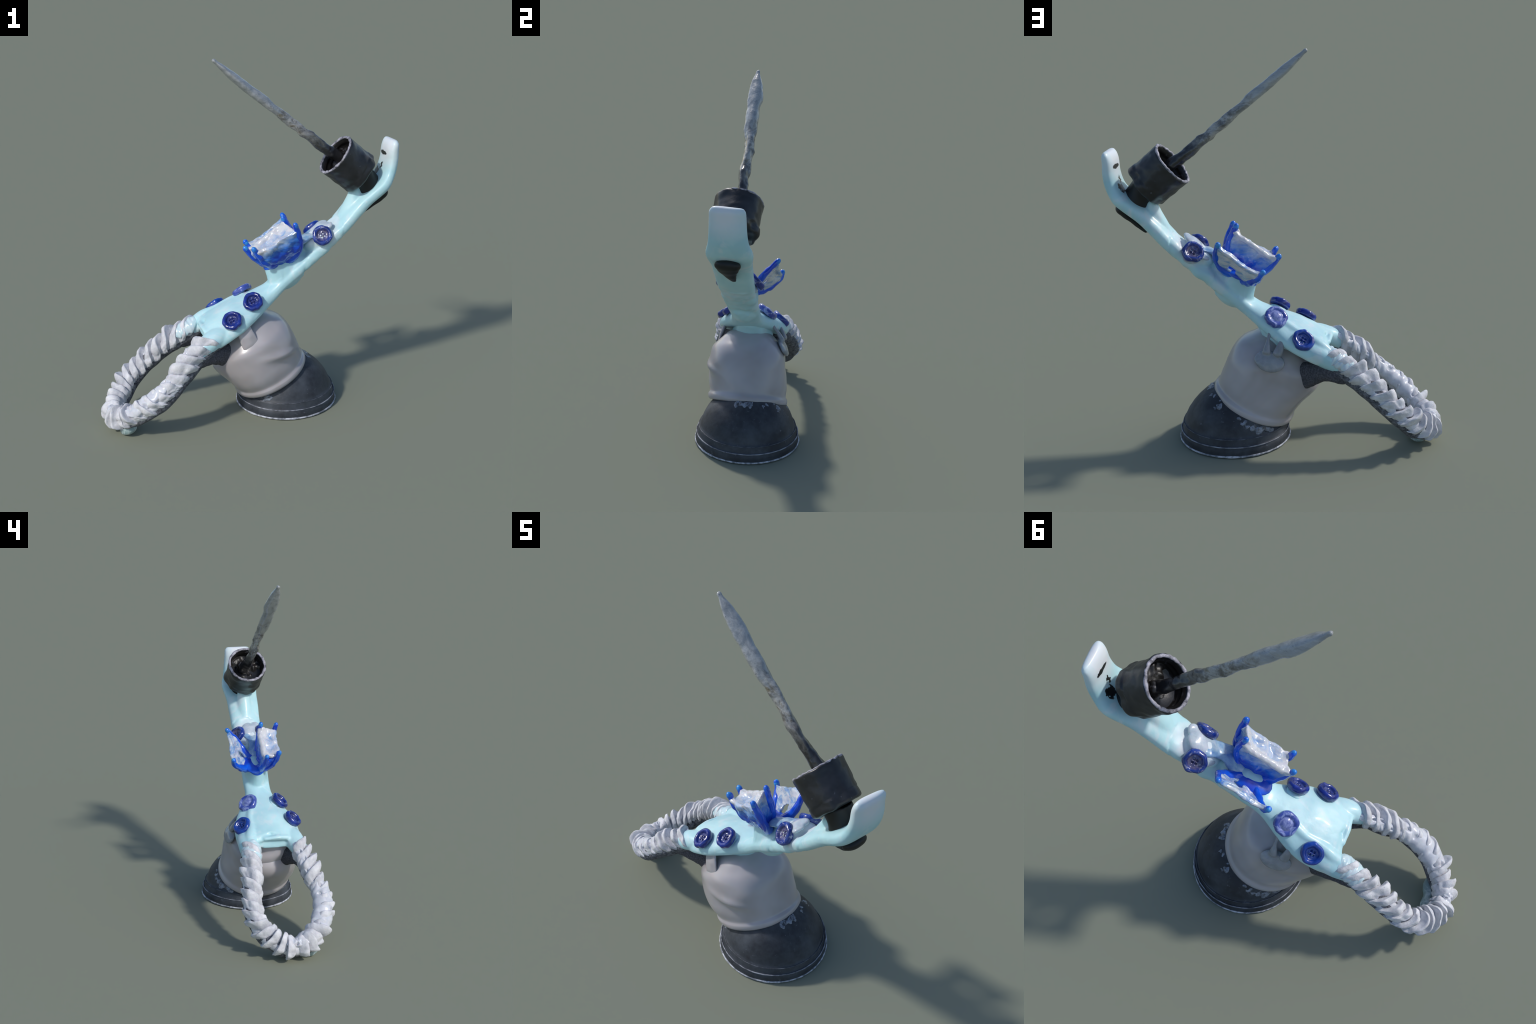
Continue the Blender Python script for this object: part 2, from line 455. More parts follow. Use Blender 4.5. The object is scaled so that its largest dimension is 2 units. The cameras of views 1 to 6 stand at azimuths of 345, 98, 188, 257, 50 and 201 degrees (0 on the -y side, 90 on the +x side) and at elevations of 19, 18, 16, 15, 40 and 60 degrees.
# ------------------------------------------------------------------ arm (spine in the xz plane)
# x, z, half thickness, half width, arch
SP = [(0.833, 1.505, 0.012, 0.072, 0), (0.833, 1.498, 0.019, 0.082, 0), (0.832, 1.484, 0.026, 0.087, 0), (0.826, 1.450, 0.031, 0.088, 0),
      (0.823, 1.390, 0.032, 0.090, 0), (0.807, 1.325, 0.036, 0.098, 0), (0.777, 1.274, 0.040, 0.112, 0),
      (0.735, 1.236, 0.040, 0.112, 0), (0.652, 1.167, 0.040, 0.102, 0), (0.535, 1.043, 0.040, 0.096, 0),
      (0.437, 0.950, 0.039, 0.089, 0), (0.307, 0.843, 0.039, 0.085, 0), (0.198, 0.756, 0.039, 0.083, 0),
      (0.10, 0.680, 0.043, 0.088, 0.005), (0.02, 0.642, 0.048, 0.134, 0.018), (-0.08, 0.604, 0.050, 0.182, 0.038),
      (-0.18, 0.555, 0.050, 0.198, 0.042), (-0.26, 0.511, 0.047, 0.188, 0.042), (-0.288, 0.492, 0.034, 0.176, 0.04)]
R = catmull([(x, 0, z, t, w, a) for x, z, t, w, a in SP], 90)
C = R[:, :3].copy(); C[:, 1] = YC + 0.005 * np.clip((C[:, 0] - 0.6) / 0.15, 0, 1)
T, S, U = frames(C, (0, 1, 0))     # S lies in the xz plane (normal of the arm), U along y
if S[60][2] < 0: S = -S
vs = []
m = 40
for i in range(len(C)):
    e = 2.7
    notch = max(0.0, (-0.20 - C[i, 0]) / 0.09)
    for a, b in superellipse(R[i, 4], R[i, 3], e, m):
        q = a / max(R[i, 4], 1e-5)
        p = C[i] + np.array((0, 1, 0)) * a + S[i] * (b - R[i, 5] * q * q)
        # lower end is hollowed between the two legs of the loop
        p = p - T[i] * (0.075 * notch * notch * math.exp(-(q / 0.42) ** 2))
        vs.append(p)
parts = [(vs, grid_faces(len(C), m))]
# sleeves out of which the two cord ends come
parts.append(tube([(-0.15, 0.115, 0.535, .05, .04), (-0.22, 0.125, 0.512, .060, .050), (-0.28, 0.126, 0.480, .058, .052), (-0.325, 0.13, 0.452, .046, .044)], 16, 18))
parts.append(tube([(-0.15, -0.14, 0.535, .05, .04), (-0.22, -0.150, 0.515, .060, .050), (-0.275, -0.165, 0.486, .058, .052), (-0.315, -0.178, 0.455, .046, .044)], 16, 18))
# neck that carries the blue claws
parts.append(tube([(0.215, YC, 0.775, .078, .115), (0.195, YC + .004, 0.815, .066, .098), (0.175, 0.0, 0.855, .056, .085)], 12, 22, up=(0.8, 0, 0.5)))
parts.append(tube([(0.27, YC, 0.83, .06, .06), (0.285, YC, 0.885, .045, .05), (0.275, -0.005, 0.925, .022, .03)], 12, 18, up=(1, 0, 0)))
# run-out glue ridges on the plate
parts.append(tube([(-0.02, 0.055, 0.668, .026, .016), (-0.10, 0.085, 0.625, .022, .016), (-0.17, 0.090, 0.59, .022, .016), (-0.24, 0.112, 0.555, .03, .022), (-0.30, 0.122, 0.505, .034, .030)], 24, 12))
parts.append(tube([(-0.268, -0.105, 0.535, .02, .016), (-0.275, -0.04, 0.538, .018, .016), (-0.275, 0.03, 0.535, .016, .014)], 16, 10))
# mound beneath the upper pair of buttons
rotm = Matrix.Rotation(math.radians(-41), 3, 'Y')
parts.append(ellipsoid((0.412, YC, 0.985), (0.085, 0.085, 0.055), rotm))
parts.append(ellipsoid((0.372, YC, 0.955), (0.06, 0.07, 0.05), rotm))
# foot of the black cap
parts.append(tube([(0.535, YC, 1.045, .05, .035), (0.575, YC, 1.105, .052, .040), (0.610, YC, 1.170, .048, .042), (0.625, YC, 1.235, .040, .032)], 14, 18, up=(1, 0, 0)))
def arm_disp(co, nrm):
    d = nz(co, 9, 2) * 0.004
    if co.x < 0.18 and nrm.z > 0.2:
        d += nz(co, 16, 7) * 0.003
    if 0.3 < co.x < 0.52:
        d += nz(co, 22, 5) * 0.007
    return d
arm = place(remeshed("cyan_arm", parts, 0.0062, CYAN_MAT, None, 8, arm_disp))

# raised black lump and grey skin where the upper bend has a dark hollow
parts = [ellipsoid((0.775, YC, 1.202), (0.040, 0.066, 0.030), Matrix.Rotation(math.radians(-42), 3, 'Y')),
         tube([(0.785, YC, 1.205, .06, .025), (0.755, YC, 1.176, .054, .022), (0.725, YC, 1.149, .042, .018), (0.690, YC + .005, 1.117, .028, .014), (0.655, YC + .012, 1.088, .014, .008)], 16, 16)]
place(remeshed("black_lump", parts, 0.006, LUMP, None, 5, lambda c, n: nz(c, 20, 2) * 0.003), arm)

# ------------------------------------------------------------------ buttons
def button(name, pos, nrm, mat, rad=0.053, glued=False, holes=4, seed=0, parent=None):
    n = 48
    prof = [(0.0, -0.002), (0.012, -0.002), (0.024, -0.001), (0.028, 0.002), (0.031, 0.008), (0.035, 0.0125), (0.040, 0.0140), (0.046, 0.0125),
            (0.0505, 0.008), (0.053, 0.002), (0.053, -0.008), (0.050, -0.018), (0.040, -0.022)]
    rings = 6
    vs = []
    pr = catmull([(r, z, 0) for r, z in prof], 44)
    M3 = frame_from_axis(nrm)
    for i, (r, z, _) in enumerate(pr):
        r = max(r, 0.0006) * rad / 0.053
        for j in range(n):
            t = 2 * math.pi * j / n
            wob = 1 + 0.10 * nz((math.cos(t) * 1.3, math.sin(t) * 1.3, seed), 1.6, seed)
            p = Vector((r * wob * math.cos(t), r * wob * math.sin(t), z))
            dz = nz((p.x, p.y, seed), 60, seed) * 0.0022
            if i < 18:
                for h in range(holes):
                    ha = math.pi / 4 + h * math.pi / 2
                    hx, hy = 0.0115 * math.cos(ha), 0.0115 * math.sin(ha)
                    q = math.hypot(p.x - hx, p.y - hy)
                    dz -= 0.009 * math.exp(-(q / 0.0052) ** 4)
                    dz += 0.0015 * math.exp(-((q - 0.0085) / 0.002) ** 2)
            if glued:
                w = math.exp(-((r - 0.0) / 0.036) ** 4)
                dz = dz * (1 - w) + w * (0.013 + 0.006 * (1 - (r / 0.04) ** 2) - z)
            vs.append(np.array((p.x, p.y, p.z + dz)))
    ob = mesh_obj(name, vs, grid_faces(len(pr), n), mat)
    mat4 = M3.to_4x4(); mat4.translation = Vector(pos)
    ob.parent = parent or arm
    ob.matrix_world = mat4
    return ob
# matrix_world set after parenting needs parent's world; arm has identity world
bpy.context.view_layer.update()
BT = [("button", (-0.139, -0.170, 0.608), (-0.34, -0.55, 0.76), BTN_NAVY, False),
      ("button", (-0.007, -0.119, 0.684), (-0.24, -0.62, 0.75), BTN_NAVY, False),
      ("button", (0.405, -0.090, 1.011), (-0.30, -0.80, 0.52), BTN_WORN, False),
      ("button", (-0.160, 0.147, 0.584), (-0.34, 0.62, 0.70), BTN_BLUE, False),
      ("button", (-0.016, 0.083, 0.678), (-0.36, 0.55, 0.75), BTN_GLUED, True),
      ("button", (0.402, 0.073, 1.006), (-0.34, 0.68, 0.65), BTN_WORN, False)]
btns = []
for i, (nm, p, nn, mt, g) in enumerate(BT):
    btns.append(button(nm, Vector(p) + Vector(nn).normalized() * 0.004, nn, mt, 0.056 if i != 4 else 0.060, g, seed=i * 3.1))

# ------------------------------------------------------------------ glue
def glue(name, parts, mat=None, vox=0.005, it=6, amp=0.004, parent=None):
    return place(remeshed(name, parts, vox, mat or GLUE, None, it, lambda c, n: nz(c, 24, 6) * amp), parent or arm)
# bed under each button
for i, (nm, p, nn, mt, g) in enumerate(BT):
    nn = Vector(nn).normalized(); c0 = Vector(p) - nn * 0.038
    r = (0.052, 0.052, 0.022)
    glue("glue_bed", [ellipsoid(c0, r, frame_from_axis(nn)), ellipsoid(c0 - nn * 0.015 + Vector((0.01, 0, 0.0)), (0.05, 0.045, 0.03), frame_from_axis(nn))],
         CYAN_MAT if i in (0, 1, 3) else GLUE)
# drips from the buttons down to the cup
glue("glue_drip", [tube([(-0.085, -0.140, 0.600, .042, .012), (-0.078, -0.160, 0.560, .040, .012), (-0.062, -0.176, 0.510, .046, .012), (-0.045, -0.186, 0.465, .050, .010), (-0.035, -0.196, 0.420, .035, .004)], 20, 14, up=(0, -1, 0))], CUP)
pool_rot = frame_from_axis((-0.15, 0.85, 0.5))
glue("glue_drip", [ellipsoid((0.005, 0.186, 0.480), (0.080, 0.056, 0.018), pool_rot),
                   tube([(-0.07, 0.115, 0.605, .024, .012), (-0.055, 0.155, 0.570, .018, .012), (-0.035, 0.188, 0.520, .026, .012)], 16, 12, up=(0, 1, 0)),
                   tube([(0.0, 0.095, 0.63, .024, .012), (0.015, 0.140, 0.585, .010, .010), (0.02, 0.182, 0.525, .022, .012)], 16, 12, up=(0, 1, 0))], GLUE_GREY)
# glue between arm and cup
glue("glue_joint", [tube([(0.04, 0.0, 0.63, .08, .06), (-0.01, 0.0, 0.575, .10, .09), (-0.04, 0.0, 0.53, .12, .11)], 12, 20, up=(1, 0, 0))], CYAN_MAT)
# smears round the upper pair of buttons
glue("glue_patch", [ellipsoid((0.40, YC, 1.02), (0.075, 0.06, 0.022), rotm), ellipsoid((0.37, 0.02, 0.985), (0.055, 0.05, 0.018), rotm),
                    ellipsoid((0.445, -0.05, 1.045), (0.04, 0.035, 0.014), rotm)], GLUE, 0.005, 6, 0.005)

# ------------------------------------------------------------------ cord loop
LC = [(-0.20, 0.120, 0.512), (-0.25, 0.118, 0.497), (-0.30, 0.117, 0.472), (-0.40, 0.138, 0.408), (-0.51, 0.163, 0.330), (-0.62, 0.173, 0.230), (-0.71, 0.132, 0.138),
      (-0.772, 0.03, 0.075), (-0.782, -0.065, 0.070), (-0.730, -0.160, 0.105), (-0.64, -0.230, 0.174), (-0.53, -0.252, 0.260),
      (-0.42, -0.214, 0.358), (-0.32, -0.180, 0.448), (-0.26, -0.162, 0.490), (-0.20, -0.150, 0.515)]
NS = 400
LCV = catmull(LC, NS)
PN = np.array((-0.657, 0.0, 0.7506)); PN = PN / np.linalg.norm(PN)     # normal of the loop's plane (upward)
LT, LS, LU = frames(LCV, PN)
arc = np.concatenate(([0], np.cumsum(np.linalg.norm(np.diff(LCV, axis=0), axis=1))))
LTOT = arc[-1]
def on_loop(s):
    s = min(max(s, 0), LTOT)
    f = np.interp(s, arc, np.arange(NS)); i = min(int(f), NS - 2); u = f - i
    L = lambda A: A[i] * (1 - u) + A[i + 1] * u
    return L(LCV), L(LT), L(LS), L(LU)
loop = place(bpy.data.objects.new("cord_loop", None)) if False else None
# core tube added under the coils, shows as the cord's unlit underside
vs = []; m = 28; n = 160
for i in range(n):
    c, t, sd, up = on_loop(LTOT * i / (n - 1))
    for j in range(m):
        a = 2 * math.pi * j / m
        p = c + sd * (0.041 * math.cos(a)) + up * (0.047 * math.sin(a))
        d = nz(p, 14, 3) * 0.007
        if math.sin(a) < -0.3: d += 0.010
        p = p + (sd * math.cos(a) + up * math.sin(a)) * d
        p[2] = max(p[2], 0.002)
        vs.append(p)
core = place(mesh_obj("cord_loop", vs, grid_faces(n, m), CORE))

def coil(s0, slant, wid, hgt, a0, a1, seed, crest):
    """one turn of the white cord: a lapped fold with a steep side towards the plate"""
    n, m = 64, 30
    vs = []
    pk = 0.5 * (a0 + a1) + 0.7 * nz((seed, 3, 1), 0.9, seed)
    for i in range(n):
        u = i / (n - 1); phi = a0 + (a1 - a0) * u          # 0 = top of the tube
        end = min(u, 1 - u)
        tp = min(1.0, end / 0.25) ** 0.7
        s = s0 + slant * phi + 0.010 * nz((phi, seed, 0), 1.1, seed)
        c, t, sd, up = on_loop(s)
        rad = sd * math.sin(phi) + up * math.cos(phi)
        tang = sd * math.cos(phi) - up * math.sin(phi)
        h = hgt * (0.25 + 0.75 * tp) * (0.85 + 0.45 * math.exp(-((phi - pk) / 0.6) ** 2) + 0.5 * nz((phi * 1.6, seed * 2.1, 1), 1.0, seed))
        w = wid * (0.60 + 0.40 * tp) * (1 + 0.25 * nz((phi * 1.4, seed, 4), 1.0, seed))
        R0 = 0.041 + 0.003 * math.cos(phi)
        for j in range(m):
            a = 2 * math.pi * j / m
            x = math.cos(a)
            sh = ((x + 1) / (crest + 1)) ** 0.65 if x < crest else ((1 - x) / (1 - crest)) ** 0.9
            sh = min(1.0, 1.30 * max(sh, 0.0))              # blunt crest
            r = R0 + (h * max(sh, 0) * (1 if math.sin(a) >= 0 else -0.12))
            xx = w * x
            if math.sin(a) > 0:       # overhanging crest
                xx += 0.010 * sh ** 3 * (1 if crest > 0 else -1)
                # hairs that run round the turn
                r += 0.0022 * math.sin(11 * x + 3 * nz((phi * 2, seed, 2), 1.0, seed)) * (0.35 + (1 - tp))
                r += 0.004 * nz((phi * 3.5, x * 1.5, seed), 1.0, seed + 2)
            p = c + rad * r + t * xx
            if end < 0.14:
                k = 1 - end / 0.14
                p = p + tang * ((1 if u > 0.5 else -1) * 0.016 * k * nz((x * 4.5, seed, 0), 1.0, seed))
            p[2] = max(p[2], 0.003)
            vs.append(p)
    return vs, grid_faces(n, m)
s = 0.135; i = 0
while s < LTOT - 0.085:
    q = s / LTOT
    sl = 0.032 * max(-1, min(1, (q - 0.5) / 0.16))        # herringbone, square at the tip
    tipw = math.exp(-((q - 0.5) / 0.16) ** 2)
    sp = 0.058 + 0.012 * random.random() - 0.018 * tipw
    a_out = math.radians(108 + 22 * random.random() + 10 * tipw)
    a_in = math.radians(104 + 24 * random.random())
    hh = 0.026 + 0.017 * random.random()
    if 0.62 < q < 0.79: hh *= 0.7
    v, f = coil(s, sl, 0.029 + 0.006 * random.random() - 0.007 * tipw, hh, -a_in, a_out, i * 1.37 + 0.5, -0.3 if q < 0.5 else 0.3)
    place(mesh_obj("coil", v, f, CORD), core)
    s += sp; i += 1

def coat(s0, s1, half, thick, seed, mid=0.0):
    """glue flooded over a stretch of the cord, with pits where it did not close"""
    n, m = 60, 28; vs = []
    for layer in (1, 0):
        for i in range(n):
            u = i / (n - 1); env = math.sin(math.pi * u) ** 0.45
            for j in range(m):
                v = j / (m - 1); edge = max(0.0, math.sin(math.pi * v)) ** 0.5
                hw = half * (0.35 + 0.65 * env) * (1 + 0.35 * nz((u * 5, 0, seed), 1, seed))
                phi = mid + hw * (2 * v - 1)
                c, t, sd, up = on_loop(s0 + (s1 - s0) * u)
                rad = sd * math.sin(phi) + up * math.cos(phi)
                r = 0.042
                if layer:
                    r += (0.012 + thick * env * edge) * (1 if edge * env > 0.05 else 0) + 0.006 * nz((u * 12, v * 4, seed), 1, seed)
                    pit = nz((u * 9, v * 3.0, seed + 3), 1, seed + 1)
                    if pit > 0.28 and seed != 13.0: r -= (pit - 0.28) * 0.07
                vs.append(c + rad * r)
    o = n * m
    f = grid_faces(n, m, False, False) + [tuple(reversed(q)) for q in grid_faces(n, m, False, False, o)]
    for i in range(n - 1):
        f.append((i * m, (i + 1) * m, o + (i + 1) * m, o + i * m))
        f.append((i * m + m - 1, o + i * m + m - 1, o + (i + 1) * m + m - 1, (i + 1) * m + m - 1))
    for j in range(m - 1):
        f.append((j, o + j, o + j + 1, j + 1))
        f.append(((n - 1) * m + j, (n - 1) * m + j + 1, o + (n - 1) * m + j + 1, o + (n - 1) * m + j))
    return vs, f

# fuzzy white bed the turns are laid on
n, m = 240, 40; vs = []
for lay in (1, 0):
    for i in range(n):
        u = i / (n - 1); sS = 0.07 + (LTOT - 0.12) * u
        c, t, sd, up = on_loop(sS)
        for j in range(m):
            q = 2 * j / (m - 1) - 1
            phi = q * (1.95 + 0.30 * nz((u * 40, math.copysign(1, q), 0), 1, 3) + 0.12 * nz((u * 130, math.copysign(1, q), 5), 1, 3))
            r = 0.040 if not lay else 0.045 + 0.004 * nz((u * 60, phi, 0), 1, 2) + 0.004 * nz((u * 24, phi * 1.5, 7), 1, 2) - 0.005 * abs(q) ** 6
            p = c + (sd * math.sin(phi) + up * math.cos(phi)) * r
            p[2] = max(p[2], 0.003); vs.append(p)
fB = grid_faces(n, m, False, False) + [tuple(reversed(q)) for q in grid_faces(n, m, False, False, n * m)]
for i in range(n - 1):
    for j in (0, m - 1):
        fB.append((i * m + j, (i + 1) * m + j, n * m + (i + 1) * m + j, n * m + i * m + j))
place(mesh_obj("cord_bed", vs, fB, CORD), core)
# glue coat that floods part of one leg
v, f = coat(LTOT * 0.040, LTOT * 0.125, 1.7, 0.012, 13.0, 0.1)
place(mesh_obj("glue_coat", v, f, GLUE_LEG), core)
v, f = coat(LTOT * 0.58, LTOT * 0.80, 1.35, 0.022, 3.0, -0.3)
place(mesh_obj("glue_coat", v, f, CORD_GLUE), core)
v, f = coat(LTOT * 0.80, LTOT * 0.95, 0.5, 0.02, 5.0, -0.5)
place(mesh_obj("glue_coat", v, f, CORD_GLUE), core)
v, f = coat(LTOT * 0.46, LTOT * 0.56, 0.6, 0.02, 8.0, -0.2)
place(mesh_obj("glue_coat", v, f, CORD_GLUE), core)

# flat scan fill under the tip, built as a pale patch
parts = [ellipsoid((-0.728, -0.105, 0.042), (0.060, 0.09, 0.036), Matrix.Rotation(math.radians(-35), 3, 'Y'), 10, 12), ellipsoid((-0.74, -0.01, 0.030), (0.055, 0.08, 0.028), None, 10, 12)]
sc = remeshed("pale_scan_fill", parts, 0.008, SCAN_FILL, None, 3, lambda c, n: nz(c, 20, 3) * 0.004)
for vv in sc.data.vertices: vv.co.z = max(vv.co.z, 0.001)
place(sc, core)

# scan fill from cup to the two cord ends, baked shade in its grey
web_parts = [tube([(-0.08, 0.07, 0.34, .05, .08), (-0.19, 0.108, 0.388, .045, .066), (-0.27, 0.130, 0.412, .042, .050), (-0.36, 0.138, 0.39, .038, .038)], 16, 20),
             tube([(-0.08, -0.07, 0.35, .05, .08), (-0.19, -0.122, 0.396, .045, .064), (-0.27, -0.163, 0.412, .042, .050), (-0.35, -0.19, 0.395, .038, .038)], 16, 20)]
place(remeshed("cup_bridge", [tube([(-0.08, -0.005, 0.355, .14, .10), (-0.14, -0.012, 0.385, .135, .085), (-0.185, -0.018, 0.425, .13, .060), (-0.20, -0.018, 0.450, .12, .040)], 16, 24)],
               0.008, CUP, None, 8, lambda c, n: nz(c, 14, 3) * 0.004), cup)
place(remeshed("scan_fill_web", web_parts, 0.008, WEB_DARK, None, 10, lambda c, n: nz(c, 40, 3) * 0.003), core)

# ------------------------------------------------------------------ smeared glue round the cup's foot
def smear(ang0, ang1, z0, z1, seed):
    """ragged skin of glue hugging the foot's dome just below the cup"""
    parts = []
    n = 26
    for i in range(n):
        a = math.radians(ang0 + (ang1 - ang0) * (i + random.random()) / n)
        p = CB + XD * (0.222 * math.cos(a)) + YD * (0.222 * math.sin(a)) - AX * (z0 + (z1 - z0) * random.random())
        # press on to the dome
        d = Vector(p) - Vector(FC); r = math.hypot(d.x, d.y) + 1e-6
        k = 1 / math.sqrt((r / 0.276) ** 2 + (d.z / 0.298) ** 2)
        p = Vector(FC) + d * k
        if p.z < 0.1: 
            continue
        q = 0.008 + 0.012 * random.random()
        nrm = Vector((d.x / 0.276 ** 2, d.y / 0.276 ** 2, d.z / 0.298 ** 2)).normalized()
        parts.append(ellipsoid(p, (q, q * (0.5 + random.random()), 0.0045), frame_from_axis(nrm), 8, 10))
    return parts
for a0, a1, z0, z1 in ((28, 52, 0.0, 0.05), (80, 150, 0.0, 0.045), (-8, 14, 0.0, 0.03), (200, 250, 0.0, 0.02)):
    pp = smear(a0, a1, z0, z1, 1)
    if pp:
        place(remeshed("glue_smear", pp, 0.0035, SMEAR, None, 2, lambda c, n: nz(c, 60, 3) * 0.003), foot)

# ------------------------------------------------------------------ blue claws
claw_tips = dict(a=(0.234, -0.141, 1.102), b=(0.198, -0.036, 1.116), c=(0.008, -0.112, 0.980),
                 d=(-0.018, -0.030, 0.963), e=(0.034, 0.165, 0.934), f=(0.254, 0.164, 1.071))
PR = dict(a=[(0.234, -0.141, 1.102), (0.258, -0.125, 1.04), (0.270, -0.097, 0.965), (0.245, -0.055, 0.895), (0.19, -0.02, 0.862)],
          b=[(0.198, -0.036, 1.116), (0.235, -0.035, 1.04), (0.245, -0.03, 0.96), (0.225, -0.02, 0.90), (0.18, -0.01, 0.865)],
          c=[(0.008, -0.112, 0.980), (0.045, -0.100, 0.925), (0.09, -0.075, 0.878), (0.135, -0.04, 0.856), (0.17, -0.02, 0.855)],
          d=[(-0.018, -0.030, 0.963), (0.02, -0.03, 0.915), (0.07, -0.022, 0.875), (0.12, -0.015, 0.856), (0.17, -0.01, 0.855)],
          e=[(0.034, 0.165, 0.934), (0.062, 0.148, 0.898), (0.10, 0.105, 0.868), (0.135, 0.055, 0.855), (0.17, 0.015, 0.855)],
          f=[(0.254, 0.164, 1.071), (0.275, 0.115, 1.020), (0.279, 0.080, 0.972), (0.252, 0.045, 0.915), (0.19, 0.010, 0.868)])
claw = None
hub = [ellipsoid((0.165, -0.005, 0.862), (0.075, 0.055, 0.030), rotm, 14, 18), ellipsoid((0.13, 0.0, 0.85), (0.05, 0.05, 0.022), rotm, 14, 18),
       ellipsoid((0.160, 0.018, 0.874), (0.098, 0.068, 0.022), Matrix.Rotation(math.radians(-20), 3, 'Y'), 14, 20)]
claw = place(remeshed("blue_claw", hub, 0.005, BLUE, None, 4, lambda c, n: nz(c, 25, 3) * 0.003))
for k, pts in PR.items():
    rr = [0.0140, 0.0165, 0.0195, 0.026, 0.028]
    ctrl = [(p[0], p[1], p[2], r, r) for p, r in zip(pts, rr)]
    v, f = tube(ctrl, 28, 14, up=(0.6, 0.3, 0.7))
    v = [p + np.array((nz(p, 30, 1), nz(p, 30, 2), nz(p, 30, 4))) * 0.006 for p in v]
    pr = place(mesh_obj("prong", v, f, BLUE), claw)
    t0, t1 = Vector(pts[0]), Vector(pts[1])
    dd = (t1 - t0).normalized()
    v, f = ellipsoid(t0 + dd * 0.004, (0.0152, 0.0148, 0.021), frame_from_axis(dd), 12, 14)
    place(mesh_obj("prong_tip", v, f, TIP), pr)

def sheet(name, A, B, thick, sag=0.0, n=26, m=22, hole=None, amp=0.006, seed=1.0, parent=None, mat=None, curl=0.0, lo=0.0, hi=1.0):
    """glue film stretched between two curves A and B (lists of points), with real thickness"""
    CA = catmull(A, n); CB_ = catmull(B, n)
    cA, cB = CA.mean(0), CB_.mean(0)
    tot = CA[-1] + CB_[-1] - CA[0] - CB_[0]
    nr = np.cross(cB - cA, tot); nr /= np.linalg.norm(nr)
    keep = {}
    vs = []
    for L in (1, -1):
        for i in range(n):
            for j in range(m):
                u = i / (n - 1); v = j / (m - 1)
                p = CA[i] * (1 - v) + CB_[i] * v
                e = math.sin(math.pi * v)
                # free rim (u=0) sags towards the root
                p = p + (CA[min(i + 1, n - 1)] - CA[max(i - 1, 0)]) * 0 + (CA[-1] * .5 + CB_[-1] * .5 - p) * (sag * e * (1 - u) ** 1.5)
                th = thick * (0.6 + 0.4 * (1 - e)) * (1 + 0.6 * nz(p, 22, seed))
                p = p + nr * (L * th + amp * nz(p, 16, seed + 2) + curl * e)
                vs.append(p)
    f = []
    def inside(i, j):
        if not hole: return True
        u = (i + .5) / (n - 1); v = (j + .5) / (m - 1)
        return ((u - hole[0]) / hole[2]) ** 2 + ((v - hole[1]) / hole[3]) ** 2 > 1
    o = n * m
    cells = {(i, j) for i in range(n - 1) for j in range(m - 1) if inside(i, j)}
    for i, j in cells:
        a, b, c_, d = i * m + j, i * m + j + 1, (i + 1) * m + j + 1, (i + 1) * m + j
        f.append((a, b, c_, d)); f.append((o + d, o + c_, o + b, o + a))
        for (di, dj, x, y) in ((-1, 0, a, b), (1, 0, c_, d), (0, -1, d, a), (0, 1, b, c_)):
            if (i + di, j + dj) not in cells:
                f.append((x, y, o + y, o + x))
    used = sorted({k for q in f for k in q}); mp = {k: i for i, k in enumerate(used)}
    ob = mesh_obj(name, [vs[k] for k in used], [tuple(mp[k] for k in q) for q in f], mat or WEB)
    sub = ob.modifiers.new("s", 'SUBSURF'); sub.levels = 1; sub.render_levels = 1
    return place(ob, parent or claw)
trim = lambda pts, k: [tuple(np.array(pts[0]) * (1 - k) + np.array(pts[1]) * k)] + list(pts[1:])
Aa, Bb, Cc, Dd = [np.array(claw_tips[k]) for k in 'abcd']
def lidline(p, q, k):   # from upper prong to lower prong, lowered by k
    return [tuple(p + (q - p) * t + np.array((0.008, 0, -0.026)) - np.array((0, 0, 1)) * k * math.sin(math.pi * t)) for t in (0.03, .3, .6, .90)]
def geo_of(ob):
    vs = [np.array(v.co) for v in ob.data.vertices]; fs = [tuple(p.vertices) for p in ob.data.polygons]
    me = ob.data; bpy.data.objects.remove(ob); bpy.data.meshes.remove(me)
    return vs, fs
box = [geo_of(sheet("tmp", trim(PR['a'], .35), trim(PR['c'], .25), 0.012, 0.06, seed=1.0, curl=0.010, amp=0.012)),
       geo_of(sheet("tmp", trim(PR['b'], .25), trim(PR['d'], .10), 0.013, 0.12, seed=4.0, curl=-0.006, amp=0.013)),
       geo_of(sheet("tmp", trim(PR['a'], .45), trim(PR['b'], .35), 0.011, 0.14, seed=9.0, amp=0.010)),
       geo_of(sheet("tmp", lidline(Aa, Cc, 0.026), lidline(Bb, Dd, 0.030), 0.014, 0.0, seed=12.0, amp=0.018))]
# rolled lip of glue along the inner rim
box.append(tube([tuple(Bb + np.array((0.01, 0.004, -0.03))) + (.016, .013), (0.15, -0.022, 1.045, .015, .014), (0.09, -0.028, 1.000, .018, .014), (0.03, -0.02, 0.962, .014, .011)], 24, 12))
place(remeshed("glue_web", box, 0.0042, WEB, None, 3, lambda c, n: nz(c, 26, 3) * 0.007 + nz(c, 60, 5) * 0.002), claw)
ef = [geo_of(sheet("tmp", trim(PR['f'], .10), trim(PR['e'], .22), 0.010, 0.10, seed=7.0, hole=(0.52, 0.42, 0.17, 0.12), amp=0.008)),
      tube([(0.245, 0.160, 1.048, .010, .008), (0.19, 0.156, 1.005, .010, .009), (0.12, 0.162, 0.955, .012, .009), (0.065, 0.158, 0.925, .010, .008)], 20, 10)]
place(remeshed("glue_web", ef, 0.0042, WEB_EF, None, 2, lambda c, n: nz(c, 28, 3) * 0.005), claw)
